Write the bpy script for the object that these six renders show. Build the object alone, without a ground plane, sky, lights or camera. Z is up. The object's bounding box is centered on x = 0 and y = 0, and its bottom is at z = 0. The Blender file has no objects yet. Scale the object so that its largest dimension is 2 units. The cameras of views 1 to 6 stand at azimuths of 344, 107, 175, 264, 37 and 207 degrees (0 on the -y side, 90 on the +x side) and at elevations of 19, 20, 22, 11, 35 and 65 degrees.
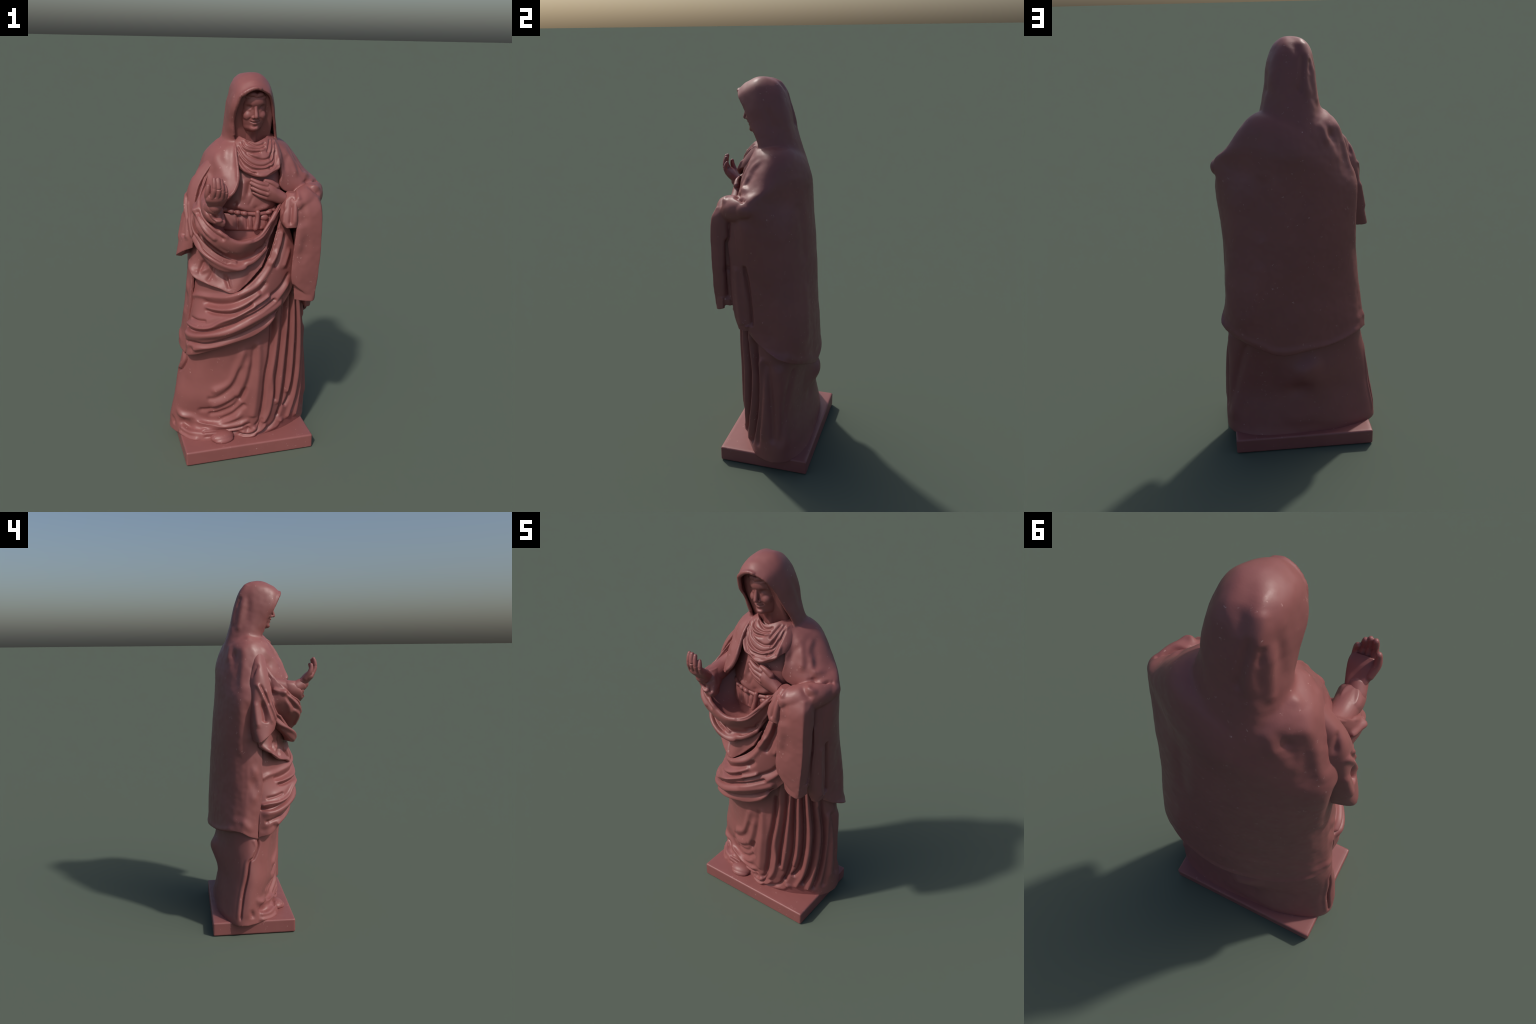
# Terracotta-coloured statue of a veiled woman in draped robes on a low square plinth.
import bpy, bmesh, math
import numpy as np
from mathutils import Vector, noise as mnoise

# ------------------------------------------------------------------ geometry helpers
def A(p): return np.array(p, float)

def spline(P, n, closed=False):
    """Catmull-Rom through the control points P, n samples."""
    P = A(P); m = len(P)
    t = np.linspace(0, m if closed else m-1, n, endpoint=not closed)
    i = np.floor(t).astype(int)
    if not closed: i = np.minimum(i, m-2)
    f = (t-i)[:, None]
    def g(k):
        if closed: return P[k % m]
        out = P[np.clip(k, 0, m-1)].copy()
        lo = k < 0; hi = k > m-1
        out[lo] = 2*P[0]-P[1]; out[hi] = 2*P[-1]-P[-2]
        return out
    a, b, c, d = g(i-1), g(i), g(i+1), g(i+2)
    return 0.5*((2*b)+(-a+c)*f+(2*a-5*b+4*c-d)*f**2+(-a+3*b-3*c+d)*f**3)

def grid(rows, nu, nv, closed_u=False):
    """tensor-product spline surface through rows of control points"""
    R = np.array([spline(r, nu, closed_u) for r in rows])
    return np.array([spline(R[:, j], nv) for j in range(nu)]).transpose(1, 0, 2)

def quads(nv, nu, wrap=False, off=0):
    F = []
    for i in range(nv-1):
        for j in range(nu if wrap else nu-1):
            k = (j+1) % nu
            F.append((off+i*nu+j, off+i*nu+k, off+(i+1)*nu+k, off+(i+1)*nu+j))
    return F

def loft(rows, nu=160, nv=120):
    """closed solid through closed sections (given bottom to top)"""
    G = grid(rows, nu, nv, True)
    V = G.reshape(-1, 3); F = quads(nv, nu, True)
    V = np.vstack([V, G[0].mean(0), G[-1].mean(0)]); b, t = len(V)-2, len(V)-1
    for j in range(nu):
        k = (j+1) % nu
        F.append((b, k, j)); F.append((t, (nv-1)*nu+j, (nv-1)*nu+k))
    return V, F

def sheet(rows, thick=.012, nu=140, nv=120, inward=1):
    """cloth: spline surface given a thickness along its normal"""
    G = grid(rows, nu, nv)
    N = np.cross(np.gradient(G, axis=1), np.gradient(G, axis=0))
    N /= np.linalg.norm(N, axis=2, keepdims=True)+1e-9
    H = G-N*thick*inward
    V = np.vstack([G.reshape(-1, 3), H.reshape(-1, 3)]); o = nu*nv
    F = quads(nv, nu)+[tuple(q[::-1]) for q in quads(nv, nu, False, o)]
    ring = [j for j in range(nu)]+[i*nu+nu-1 for i in range(1, nv)]+[(nv-1)*nu+j for j in range(nu-2, -1, -1)]+[i*nu for i in range(nv-2, 0, -1)]
    for a, b in zip(ring, ring[1:]+ring[:1]): F.append((a, a+o, b+o, b))
    return V, F

def tube(P, R, n=28, m=48, flat=1.0, up=(0, 0, 1)):
    """round-ended limb along a spline; R radii per control point; flat squashes it along 'up'"""
    S = spline(P, m); r = spline(np.c_[R, R, R], m)[:, 0]
    # rounded ends
    d0 = (S[0]-S[1]); d0 /= np.linalg.norm(d0); d1 = (S[-1]-S[-2]); d1 /= np.linalg.norm(d1)
    pre = [(S[0]+d0*r[0]*math.sin(a), r[0]*math.cos(a)) for a in (1.5, 1.2, .9, .6, .3)]
    post = [(S[-1]+d1*r[-1]*math.sin(a), r[-1]*math.cos(a)) for a in (.3, .6, .9, 1.2, 1.5)]
    S = np.array([p for p, _ in pre]+list(S)+[p for p, _ in post]); r = np.array([q for _, q in pre]+list(r)+[q for _, q in post])
    T = np.gradient(S, axis=0); T /= np.linalg.norm(T, axis=1, keepdims=True)
    U = A(up)-T*(T@A(up))[:, None]; U /= np.linalg.norm(U, axis=1, keepdims=True)+1e-9
    W = np.cross(T, U)
    th = np.linspace(0, 2*math.pi, n, endpoint=False)
    G = S[:, None]+r[:, None, None]*(np.cos(th)[None, :, None]*U[:, None]*flat+np.sin(th)[None, :, None]*W[:, None])
    V = G.reshape(-1, 3); F = quads(len(S), n, True)
    V = np.vstack([V, G[0].mean(0), G[-1].mean(0)]); b, t = len(V)-2, len(V)-1
    for j in range(n):
        k = (j+1) % n
        F.append((b, k, j)); F.append((t, (len(S)-1)*n+j, (len(S)-1)*n+k))
    return V, F

def blob(c, r, rot=(0, 0, 0), n=40):
    """ellipsoid"""
    from mathutils import Euler
    M = np.array(Euler([math.radians(a) for a in rot]).to_matrix())
    rows = []
    for a in np.linspace(-1.5, 1.5, n//2):
        th = np.linspace(0, 2*math.pi, n, endpoint=False)
        rows.append(np.c_[np.cos(th)*math.cos(a), np.sin(th)*math.cos(a), np.full(n, math.sin(a))])
    G = np.array(rows)*A(r)@M.T+A(c)
    V = G.reshape(-1, 3); F = quads(len(rows), n, True)
    V = np.vstack([V, G[0].mean(0), G[-1].mean(0)]); b, t = len(V)-2, len(V)-1
    for j in range(n):
        k = (j+1) % n
        F.append((b, k, j)); F.append((t, (len(rows)-1)*n+j, (len(rows)-1)*n+k))
    return V, F

def fuse(solids, voxel=.003, smooth=4, keep=None):
    """merge closed solids into one skin; returns vertices and faces"""
    me = bpy.data.meshes.new('tmp'); V = []; F = []; o = 0
    for v, f in solids:
        V.append(v); F += [tuple(i+o for i in q) for q in f]; o += len(v)
    me.from_pydata(np.vstack(V).tolist(), [], F); me.update()
    bm = bmesh.new(); bm.from_mesh(me)
    # orient every shell outward
    bmesh.ops.recalc_face_normals(bm, faces=bm.faces); bm.to_mesh(me); bm.free()
    ob = bpy.data.objects.new('tmp', me); bpy.context.scene.collection.objects.link(ob)
    m = ob.modifiers.new('r', 'REMESH'); m.mode = 'VOXEL'; m.voxel_size = voxel; m.adaptivity = 0
    if smooth:
        s = ob.modifiers.new('s', 'SMOOTH'); s.factor = .5; s.iterations = smooth
    dg = bpy.context.evaluated_depsgraph_get(); ev = ob.evaluated_get(dg).to_mesh()
    n = len(ev.vertices); v = np.empty(n*3); ev.vertices.foreach_get('co', v); v = v.reshape(-1, 3)
    f = [tuple(p.vertices) for p in ev.polygons]
    ob.evaluated_get(dg).to_mesh_clear(); bpy.data.objects.remove(ob); bpy.data.meshes.remove(me)
    return v, f

def normals(v, f):
    f = np.array([q if len(q) == 4 else (q[0], q[1], q[2], q[2]) for q in f])
    n = np.cross(v[f[:, 2]]-v[f[:, 0]], v[f[:, 3]]-v[f[:, 1]])
    bad = np.abs(n).sum(1) == 0
    n[bad] = np.cross(v[f[bad, 1]]-v[f[bad, 0]], v[f[bad, 2]]-v[f[bad, 0]])
    N = np.zeros_like(v)
    for k in range(4): np.add.at(N, f[:, k], n)
    return N/(np.linalg.norm(N, axis=1, keepdims=True)+1e-12)

def near(v, P, n=40):
    """distance of each vertex to a splined curve and the position along it"""
    C = spline(P, n); best = np.full(len(v), 9.); pos = np.zeros(len(v))
    for i in range(n-1):
        a, b = C[i], C[i+1]; d = b-a; L = d@d+1e-12
        t = np.clip(((v-a)@d)/L, 0, 1); q = v-(a+t[:, None]*d); r = np.sqrt((q*q).sum(1))
        m = r < best; best[m] = r[m]; pos[m] = (i+t[m])/(n-1)
    return best, pos

def ridge(group, height, width, path): group.append((height, width, path))
def crease(group, depth, width, path): group.append((-depth, width, path))

def fold(v, f, strokes):
    """model cloth folds: every ridge or crease is a curve lying on the cloth with a height and a width"""
    N0 = normals(v, f); v0 = v.copy(); D = np.zeros_like(v)
    for amp, w, P in strokes:
        P = A(P); lo = P.min(0)-3*w-.012; hi = P.max(0)+3*w+.012
        m = np.where(((v0 > lo) & (v0 < hi)).all(1))[0]
        if not len(m): continue
        d, t = near(v0[m], P); n = N0[m]
        C = spline(P, 40); L = np.linalg.norm(np.diff(C, axis=0), axis=1).sum()
        run = min(2.0*w+.006, .45*L); fade = np.clip(np.minimum(t, 1-t)*L/run, 0, 1); fade = fade*fade*(3-2*fade)
        # the cloth moves as a whole: both faces follow the side the curve lies on
        look = np.array([n[np.argsort(((v0[m]-c)**2).sum(1))[:8]].mean(0) for c in C[1::3]])
        k = t*(len(look)-1); i = np.minimum(k.astype(int), len(look)-2); g = (k-i)[:, None]
        side = np.clip((n*(look[i]*(1-g)+look[i+1]*g)).sum(1)*2.5, -1, 1)
        D[m] += n*(amp*np.exp(-(d/w)**2)*fade*side)[:, None]
    return v0+D

def soften(v, f, mask, n=30):
    """smooth the masked part of a skin (cloth flowing from one surface into another)"""
    E = np.array([(q[i], q[(i+1) % len(q)]) for q in f for i in range(len(q))])
    E = E[(mask[E[:, 0]] > 0) | (mask[E[:, 1]] > 0)]
    deg = np.zeros(len(v)); np.add.at(deg, E[:, 0], 1); np.add.at(deg, E[:, 1], 1)
    for _ in range(n):
        acc = np.zeros_like(v); np.add.at(acc, E[:, 0], v[E[:, 1]]); np.add.at(acc, E[:, 1], v[E[:, 0]])
        ok = (deg > 0) & (mask > 0)
        v[ok] += (acc[ok]/deg[ok, None]-v[ok])*(.6*mask[ok, None])
    return v

def rough(v, f, amp, scale, seed=0):
    """low uneven waviness of hand-modelled clay"""
    N = normals(v, f)
    d = np.array([mnoise.noise(Vector(p*scale)+Vector((seed, 2*seed, 0))) for p in v])
    return v+N*(amp*d)[:, None]

ROOT = bpy.data.objects.new('draped_woman_statue', None)
bpy.context.scene.collection.objects.link(ROOT)
ROOT['label'] = 'red-brown clay statue of a veiled, robed woman on a plinth'
ROOT['category'] = 'statue'

def part(name, v, f, mat, parent=None, smooth=True):
    me = bpy.data.meshes.new(name); me.from_pydata(np.asarray(v).tolist(), [], f); me.update()
    if smooth: me.polygons.foreach_set('use_smooth', [True]*len(me.polygons))
    me.materials.append(mat)
    ob = bpy.data.objects.new(name, me); bpy.context.scene.collection.objects.link(ob)
    ob.parent = parent or ROOT
    return ob

# ------------------------------------------------------------------ material
def clay(name, base=(.245, .082, .078), rough_=.47):
    m = bpy.data.materials.new(name); m.use_nodes = True; nt = m.node_tree; ns = nt.nodes; ln = nt.links
    b = ns['Principled BSDF']; co = ns.new('ShaderNodeTexCoord')
    def tex(scale, detail=4, rg=.6):
        n = ns.new('ShaderNodeTexNoise'); n.inputs['Scale'].default_value = scale; n.inputs['Detail'].default_value = detail
        n.inputs['Roughness'].default_value = rg; ln.new(co.outputs['Object'], n.inputs['Vector']); return n
    def ramp(src, a, b_, ca=(0, 0, 0, 1), cb=(1, 1, 1, 1)):
        r = ns.new('ShaderNodeValToRGB'); r.color_ramp.elements[0].position = a; r.color_ramp.elements[1].position = b_
        r.color_ramp.elements[0].color = ca; r.color_ramp.elements[1].color = cb; ln.new(src, r.inputs['Fac']); return r
    def mix(fac, a, b_):
        x = ns.new('ShaderNodeMix'); x.data_type = 'RGBA'
        ln.new(fac, x.inputs['Factor']) if not isinstance(fac, float) else x.inputs['Factor'].__setattr__('default_value', fac)
        for k, s in ((6, a), (7, b_)):
            if isinstance(s, tuple): x.inputs[k].default_value = s
            else: ln.new(s, x.inputs[k])
        return x.outputs[2]
    c = lambda k, g=1: (base[0]*k, base[1]*k*g, base[2]*k*g, 1)
    body = ramp(tex(7, 5).outputs['Fac'], .3, .7, c(.94), c(1.06))
    # pale chips and dust specks, gathered in patches
    v = ns.new('ShaderNodeTexVoronoi'); v.inputs['Scale'].default_value = 42
    ad = ns.new('ShaderNodeVectorMath'); ad.operation = 'MULTIPLY_ADD'; ad.inputs[1].default_value = (.03, .03, .03)
    ln.new(tex(120, 2).outputs['Color'], ad.inputs[0]); ln.new(co.outputs['Object'], ad.inputs[2]); ln.new(ad.outputs[0], v.inputs['Vector'])
    spot = ramp(v.outputs['Distance'], .09, .17, (1, 1, 1, 1), (0, 0, 0, 1))
    patch = ramp(tex(11, 4, .7).outputs['Fac'], .53, .61)
    mul = ns.new('ShaderNodeMath'); mul.operation = 'MULTIPLY'; ln.new(spot.outputs['Color'], mul.inputs[0]); ln.new(patch.outputs['Color'], mul.inputs[1])
    k = ns.new('ShaderNodeMath'); k.operation = 'MULTIPLY'; k.inputs[1].default_value = .85; ln.new(mul.outputs[0], k.inputs[0])
    col = mix(k.outputs[0], body.outputs['Color'], (.52, .30, .28, 1))
    ln.new(col, b.inputs['Base Color'])
    rr = ramp(tex(24, 4).outputs['Fac'], .3, .7, (rough_-.05,)*3+(1,), (rough_+.08,)*3+(1,))
    ln.new(rr.outputs['Color'], b.inputs['Roughness'])
    b.inputs['Specular IOR Level'].default_value = .5
    bp = ns.new('ShaderNodeBump'); bp.inputs['Strength'].default_value = .12; bp.inputs['Distance'].default_value = .002
    ln.new(tex(160, 3).outputs['Fac'], bp.inputs['Height']); ln.new(bp.outputs['Normal'], b.inputs['Normal'])
    return m
CLAY = clay('red_clay')

# ------------------------------------------------------------------ plinth
def make_plinth():
    bm = bmesh.new(); bmesh.ops.create_cube(bm, size=1)
    for v in bm.verts: v.co = (v.co.x*.704, v.co.y*.476+.070, v.co.z*.080+.040)
    bmesh.ops.bevel(bm, geom=bm.edges[:], offset=.009, segments=4, profile=.5, affect='EDGES')
    bmesh.ops.subdivide_edges(bm, edges=[e for e in bm.edges if e.calc_length() > .05], cuts=40, use_grid_fill=True)
    me = bpy.data.meshes.new('t'); bm.to_mesh(me); bm.free()
    v = np.array([p.co[:] for p in me.vertices]); f = [tuple(p.vertices) for p in me.polygons]; bpy.data.meshes.remove(me)
    ob = part('plinth', v, f, CLAY)
make_plinth()

def sec(z, pts): return [(p[0], p[1], p[2] if len(p) > 2 else z) for p in pts]

# ------------------------------------------------------------------ gown
# folds begin GOWN_FOLDS
GOWN_FOLDS = []
crease(GOWN_FOLDS, .024, .013, [(.127,-.095,.785),(.125,-.096,.674),(.114,-.102,.555),(.098,-.106,.467),(.090,-.108,.385),(.084,-.109,.301),(.067,-.109,.199),(.037,-.108,.132)])
crease(GOWN_FOLDS, .022, .011, [(.194,-.081,.903),(.189,-.083,.776),(.182,-.084,.642),(.170,-.087,.520),(.155,-.091,.382),(.147,-.092,.272)])
crease(GOWN_FOLDS, .024, .012, [(.230,-.064,.926),(.229,-.069,.786),(.226,-.067,.594),(.220,-.066,.409),(.197,-.071,.252),(.170,-.080,.165)])
crease(GOWN_FOLDS, .026, .012, [(.260,-.046,.911),(.269,-.049,.764),(.277,-.044,.604),(.275,-.043,.433),(.253,-.048,.287),(.215,-.062,.211)])
crease(GOWN_FOLDS, .026, .012, [(.292,-.015,.888),(.306,-.017,.752),(.318,-.002,.556),(.316,-.006,.397),(.300,-.019,.259),(.263,-.037,.152)])
crease(GOWN_FOLDS, .02, .012, [(.321,.037,.817),(.334,.038,.693),(.346,.050,.535),(.349,.044,.377),(.341,.023,.228),(.317,.001,.114)])
crease(GOWN_FOLDS, .012, .014, [(.353,.090,.658),(.366,.079,.475),(.368,.063,.288),(.361,.043,.124)])
ridge(GOWN_FOLDS, .012, .014, [(.161,-.089,.894),(.154,-.090,.764),(.147,-.093,.631),(.125,-.100,.445),(.133,-.098,.344),(.115,-.100,.228),(.078,-.105,.154)])
ridge(GOWN_FOLDS, .012, .014, [(.211,-.074,.906),(.207,-.078,.781),(.197,-.078,.587),(.183,-.081,.400),(.163,-.085,.243)])
ridge(GOWN_FOLDS, .014, .014, [(.243,-.057,.910),(.248,-.060,.780),(.251,-.057,.600),(.245,-.056,.416),(.223,-.061,.291)])
ridge(GOWN_FOLDS, .014, .015, [(.275,-.035,.893),(.286,-.038,.756),(.299,-.026,.564),(.297,-.028,.413),(.274,-.036,.246),(.230,-.052,.122)])
ridge(GOWN_FOLDS, .012, .015, [(.306,.004,.848),(.320,.006,.725),(.333,.026,.545),(.332,.017,.378),(.318,-.002,.234),(.290,-.017,.107)])
ridge(GOWN_FOLDS, .008, .018, [(.346,.066,.661),(.359,.067,.480),(.359,.053,.312),(.344,.023,.152)])
ridge(GOWN_FOLDS, .008, .022, [(.204,-.065,.156),(.188,-.070,.123)])
crease(GOWN_FOLDS, .012, .016, [(.356,.105,.649),(.368,.121,.501),(.372,.135,.344),(.389,.139,.174)])
crease(GOWN_FOLDS, .01, .02, [(.270,.225,.589),(.307,.205,.479),(.341,.185,.334),(.382,.174,.150)])
ridge(GOWN_FOLDS, .01, .02, [(.347,.074,.671),(.364,.088,.533),(.376,.093,.380),(.381,.077,.172)])
ridge(GOWN_FOLDS, .012, .03, [(.348,.160,.637),(.352,.167,.499),(.357,.168,.341),(.364,.206,.118)])
crease(GOWN_FOLDS, .008, .02, [(.320,.008,.740),(.335,.033,.627),(.346,.039,.393),(.338,.017,.148)])
crease(GOWN_FOLDS, .01, .016, [(.029,-.110,.651),(.019,-.112,.564),(-.003,-.112,.442),(-.034,-.105,.350),(-.058,-.098,.307)])
ridge(GOWN_FOLDS, .012, .02, [(-.021,-.113,.650),(-.058,-.103,.528),(-.092,-.092,.435),(-.138,-.075,.390),(-.201,-.050,.351)])
crease(GOWN_FOLDS, .008, .014, [(-.222,-.041,.313),(-.174,-.064,.323),(-.120,-.083,.362),(-.080,-.095,.418),(-.036,-.106,.535)])
ridge(GOWN_FOLDS, .01, .02, [(-.207,-.039,.259),(-.123,-.079,.304),(-.065,-.098,.350),(-.024,-.108,.443),(.004,-.112,.582)])
crease(GOWN_FOLDS, .012, .014, [(-.214,-.018,.204),(-.155,-.049,.221),(-.079,-.089,.275),(-.044,-.103,.333),(-.016,-.110,.401)])
crease(GOWN_FOLDS, .012, .014, [(-.171,-.035,.154),(-.091,-.075,.211),(-.050,-.096,.257),(-.011,-.110,.296)])
ridge(GOWN_FOLDS, .01, .02, [(.045,-.108,.672),(.050,-.111,.543),(.041,-.115,.396),(.031,-.114,.268),(.018,-.110,.198)])
ridge(GOWN_FOLDS, .014, .018, [(-.367,.063,.186),(-.289,.018,.189),(-.233,-.012,.150),(-.190,-.032,.145),(-.104,-.064,.180),(-.020,-.104,.240)])
crease(GOWN_FOLDS, .018, .02, [(-.358,.051,.157),(-.321,.018,.136),(-.275,-.023,.124)])
ridge(GOWN_FOLDS, .01, .012, [(-.254,-.038,.121),(-.156,-.052,.132),(-.068,-.080,.162),(.011,-.109,.194)])
crease(GOWN_FOLDS, .007, .006, [(-.249,-.052,.114),(-.158,-.063,.120),(-.075,-.076,.133),(.019,-.109,.171)])
ridge(GOWN_FOLDS, .008, .009, [(-.251,-.062,.105),(-.160,-.071,.112),(-.075,-.077,.121),(-.017,-.097,.143)])
crease(GOWN_FOLDS, .007, .006, [(-.245,-.069,.099),(-.162,-.078,.101),(-.090,-.076,.104),(-.045,-.085,.117)])
ridge(GOWN_FOLDS, .011, .012, [(-.056,-.081,.110),(.013,-.104,.117),(.045,-.109,.149),(.065,-.110,.217)])
crease(GOWN_FOLDS, .01, .006, [(-.056,-.081,.096),(.014,-.103,.100),(.056,-.107,.132),(.083,-.107,.194)])
ridge(GOWN_FOLDS, .012, .012, [(-.056,-.082,.084),(.014,-.102,.087),(.065,-.103,.110),(.110,-.099,.158)])
ridge(GOWN_FOLDS, .014, .014, [(-.363,.053,.093),(-.314,-.022,.080),(-.253,-.071,.085)])
ridge(GOWN_FOLDS, .007, .014, [(.096,-.095,.100),(.167,-.076,.108),(.201,-.066,.159)])
crease(GOWN_FOLDS, .014, .01, [(.030,-.104,.090),(.105,-.094,.107),(.155,-.084,.142),(.180,-.077,.196)])
crease(GOWN_FOLDS, .016, .006, [(-.307,.041,.559),(-.312,.037,.509),(-.334,.065,.454),(-.343,.093,.434),(-.355,.108,.352),(-.365,.133,.253),(-.389,.155,.094)])
ridge(GOWN_FOLDS, .004, .01, [(-.318,.071,.560),(-.322,.057,.513),(-.337,.086,.464),(-.339,.113,.430),(-.347,.126,.350),(-.355,.149,.250),(-.381,.171,.091)])
crease(GOWN_FOLDS, .012, .016, [(-.268,.002,.224),(-.185,-.045,.248),(-.101,-.086,.300),(-.049,-.102,.350)])
ridge(GOWN_FOLDS, .01, .018, [(-.371,.073,.224),(-.258,-.003,.149),(-.105,-.064,.139),(-.009,-.103,.179)])
crease(GOWN_FOLDS, .012, .014, [(-.384,.094,.171),(-.380,.082,.128),(-.380,.086,.100)])
crease(GOWN_FOLDS, .01, .012, [(-.246,-.028,.130),(-.039,-.086,.103),(.009,-.106,.145)])
ridge(GOWN_FOLDS, .012, .014, [(-.354,.041,.122),(-.294,-.030,.109),(-.145,-.076,.103),(.017,-.104,.108)])
ridge(GOWN_FOLDS, .012, .04, [(-.109,.249,.485),(-.018,.283,.455),(.067,.269,.405)])
crease(GOWN_FOLDS, .012, .04, [(-.062,.270,.361),(.024,.260,.328),(.102,.243,.307)])
# folds end
def make_gown():
    rows = [
     sec(.070, [(-.395,.13),(-.35,.03),(-.285,-.055),(-.21,-.088),(-.13,-.085),(-.06,-.082),(.03,-.103),(.125,-.083),(.215,-.055),(.295,-.012),(.36,.04),(.392,.12),(.372,.20),(.29,.262),(.15,.286),(-.07,.276),(-.2,.262),(-.345,.205)]),
     sec(.105, [(-.392,.13),(-.348,.03),(-.28,-.045),(-.21,-.075),(-.13,-.075),(-.06,-.08),(.03,-.105),(.125,-.088),(.215,-.058),(.295,-.014),(.36,.04),(.392,.12),(.372,.20),(.285,.25),(.15,.275),(-.07,.274),(-.2,.262),(-.345,.205)]),
     sec(.165, [(-.388,.12),(-.356,.05),(-.272,.01),(-.195,-.022),(-.13,-.05),(-.055,-.085),(.03,-.11),(.125,-.095),(.215,-.06),(.295,-.018),(.358,.04),(.391,.11),(.37,.19),(.28,.24),(.15,.262),(0,.275),(-.15,.265),(-.335,.195)]),
     sec(.30, [(-.364,.11),(-.348,.045),(-.275,-.01),(-.185,-.058),(-.12,-.08),(-.05,-.10),(.03,-.115),(.125,-.10),(.215,-.065),(.295,-.025),(.35,.04),(.382,.10),(.352,.18),(.27,.215),(.15,.235),(0,.258),(-.12,.25),(-.30,.18)]),
     sec(.42, [(-.342,.11),(-.33,.05),(-.262,-.015),(-.178,-.055),(-.12,-.083),(-.05,-.102),(.03,-.115),(.125,-.10),(.215,-.068),(.295,-.03),(.345,.04),(.374,.10),(.342,.18),(.27,.215),(.15,.24),(0,.288),(-.12,.255),(-.28,.175)]),
     sec(.55, [(-.318,.10),(-.308,.04),(-.25,-.02),(-.175,-.068),(-.12,-.09),(-.05,-.105),(.03,-.112),(.125,-.10),(.215,-.07),(.295,-.03),(.34,.04),(.366,.11),(.335,.19),(.26,.225),(.15,.25),(0,.258),(-.13,.23),(-.265,.17)]),
     sec(.75, [(-.285,.10),(-.26,.02),(-.21,-.05),(-.165,-.095),(-.12,-.115),(-.05,-.12),(.03,-.11),(.125,-.095),(.215,-.075),(.295,-.03),(.33,.04),(.345,.13),(.31,.2),(.24,.24),(.15,.25),(0,.24),(-.13,.21),(-.25,.15)]),
     sec(1.05, [(-.25,.10),(-.235,.02),(-.20,-.05),(-.16,-.10),(-.12,-.12),(-.05,-.13),(.03,-.12),(.125,-.10),(.2,-.075),(.26,-.03),(.29,.04),(.30,.12),(.27,.18),(.2,.22),(.12,.23),(0,.22),(-.11,.19),(-.22,.14)])]
    v, f = fuse([loft(rows, 220, 120)], .0035, 3)
    v = fold(v, f, GOWN_FOLDS)
    v = rough(v, f, .0015, 15, 5)
    part('gown', v, f, CLAY)
    v, f = fuse([blob((-.14,-.078,.094),(.066,.048,.032),(0,0,8)), blob((-.135,-.098,.088),(.056,.036,.022),(0,0,8))], .0025, 4)
    part('foot', v, f, CLAY)
make_gown()

# ------------------------------------------------------------------ bodice, belt, neckerchief
# folds begin BODICE_FOLDS
BODICE_FOLDS = []
crease(BODICE_FOLDS, .006, .01, [(-.009,-.094,1.509),(-.015,-.102,1.470),(-.026,-.110,1.425)])
ridge(BODICE_FOLDS, .006, .012, [(-.033,-.089,1.519),(-.043,-.101,1.464),(-.051,-.109,1.409)])
ridge(BODICE_FOLDS, .01, .013, [(-.087,-.100,1.394),(-.057,-.108,1.381),(-.022,-.105,1.366),(.015,-.101,1.360),(.055,-.108,1.371),(.100,-.099,1.381)])
crease(BODICE_FOLDS, .006, .01, [(-.087,-.099,1.408),(-.071,-.105,1.388)])
crease(BODICE_FOLDS, .003, .008, [(.008,-.109,1.440),(-.007,-.114,1.407),(-.020,-.113,1.380)])
crease(BODICE_FOLDS, .003, .01, [(.028,-.115,1.392),(.018,-.112,1.374),(.007,-.104,1.362)])
# folds end
def make_bodice():
    rows = [
     sec(1.02, [(-.2,.08),(-.17,-.05),(-.09,-.105),(.0,-.115),(.09,-.105),(.17,-.05),(.2,.08),(0,.2)]),
     sec(1.20, [(-.19,.08),(-.16,-.04),(-.09,-.10),(.0,-.115),(.09,-.10),(.16,-.04),(.2,.08),(0,.2)]),
     sec(1.29, [(-.18,.08),(-.155,-.03),(-.09,-.085),(.01,-.100),(.10,-.085),(.16,-.03),(.2,.08),(0,.2)]),
     sec(1.345, [(-.18,.08),(-.155,-.03),(-.09,-.08),(.01,-.094),(.10,-.08),(.16,-.03),(.2,.08),(0,.2)]),
     sec(1.385, [(-.19,.08),(-.165,-.035),(-.09,-.098),(.01,-.115),(.10,-.10),(.16,-.04),(.2,.08),(0,.2)]),
     sec(1.46, [(-.19,.08),(-.165,-.03),(-.09,-.09),(.01,-.105),(.10,-.095),(.17,-.04),(.21,.08),(0,.2)]),
     sec(1.56, [(-.18,.08),(-.15,-.01),(-.08,-.06),(.015,-.08),(.11,-.06),(.17,-.01),(.21,.08),(0,.19)]),
     sec(1.64, [(-.13,.08),(-.11,.02),(-.06,-.02),(.02,-.03),(.10,-.02),(.14,.02),(.16,.08),(.02,.16)]),
     sec(1.68, [(-.06,.08),(-.05,.03),(-.02,.01),(.02,.0),(.06,.01),(.09,.03),(.10,.08),(.02,.13)])]
    v, f = fuse([loft(rows, 120, 90)], .0035, 3)
    v = fold(v, f, BODICE_FOLDS)
    part('bodice', v, f, CLAY)
make_bodice()

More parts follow.
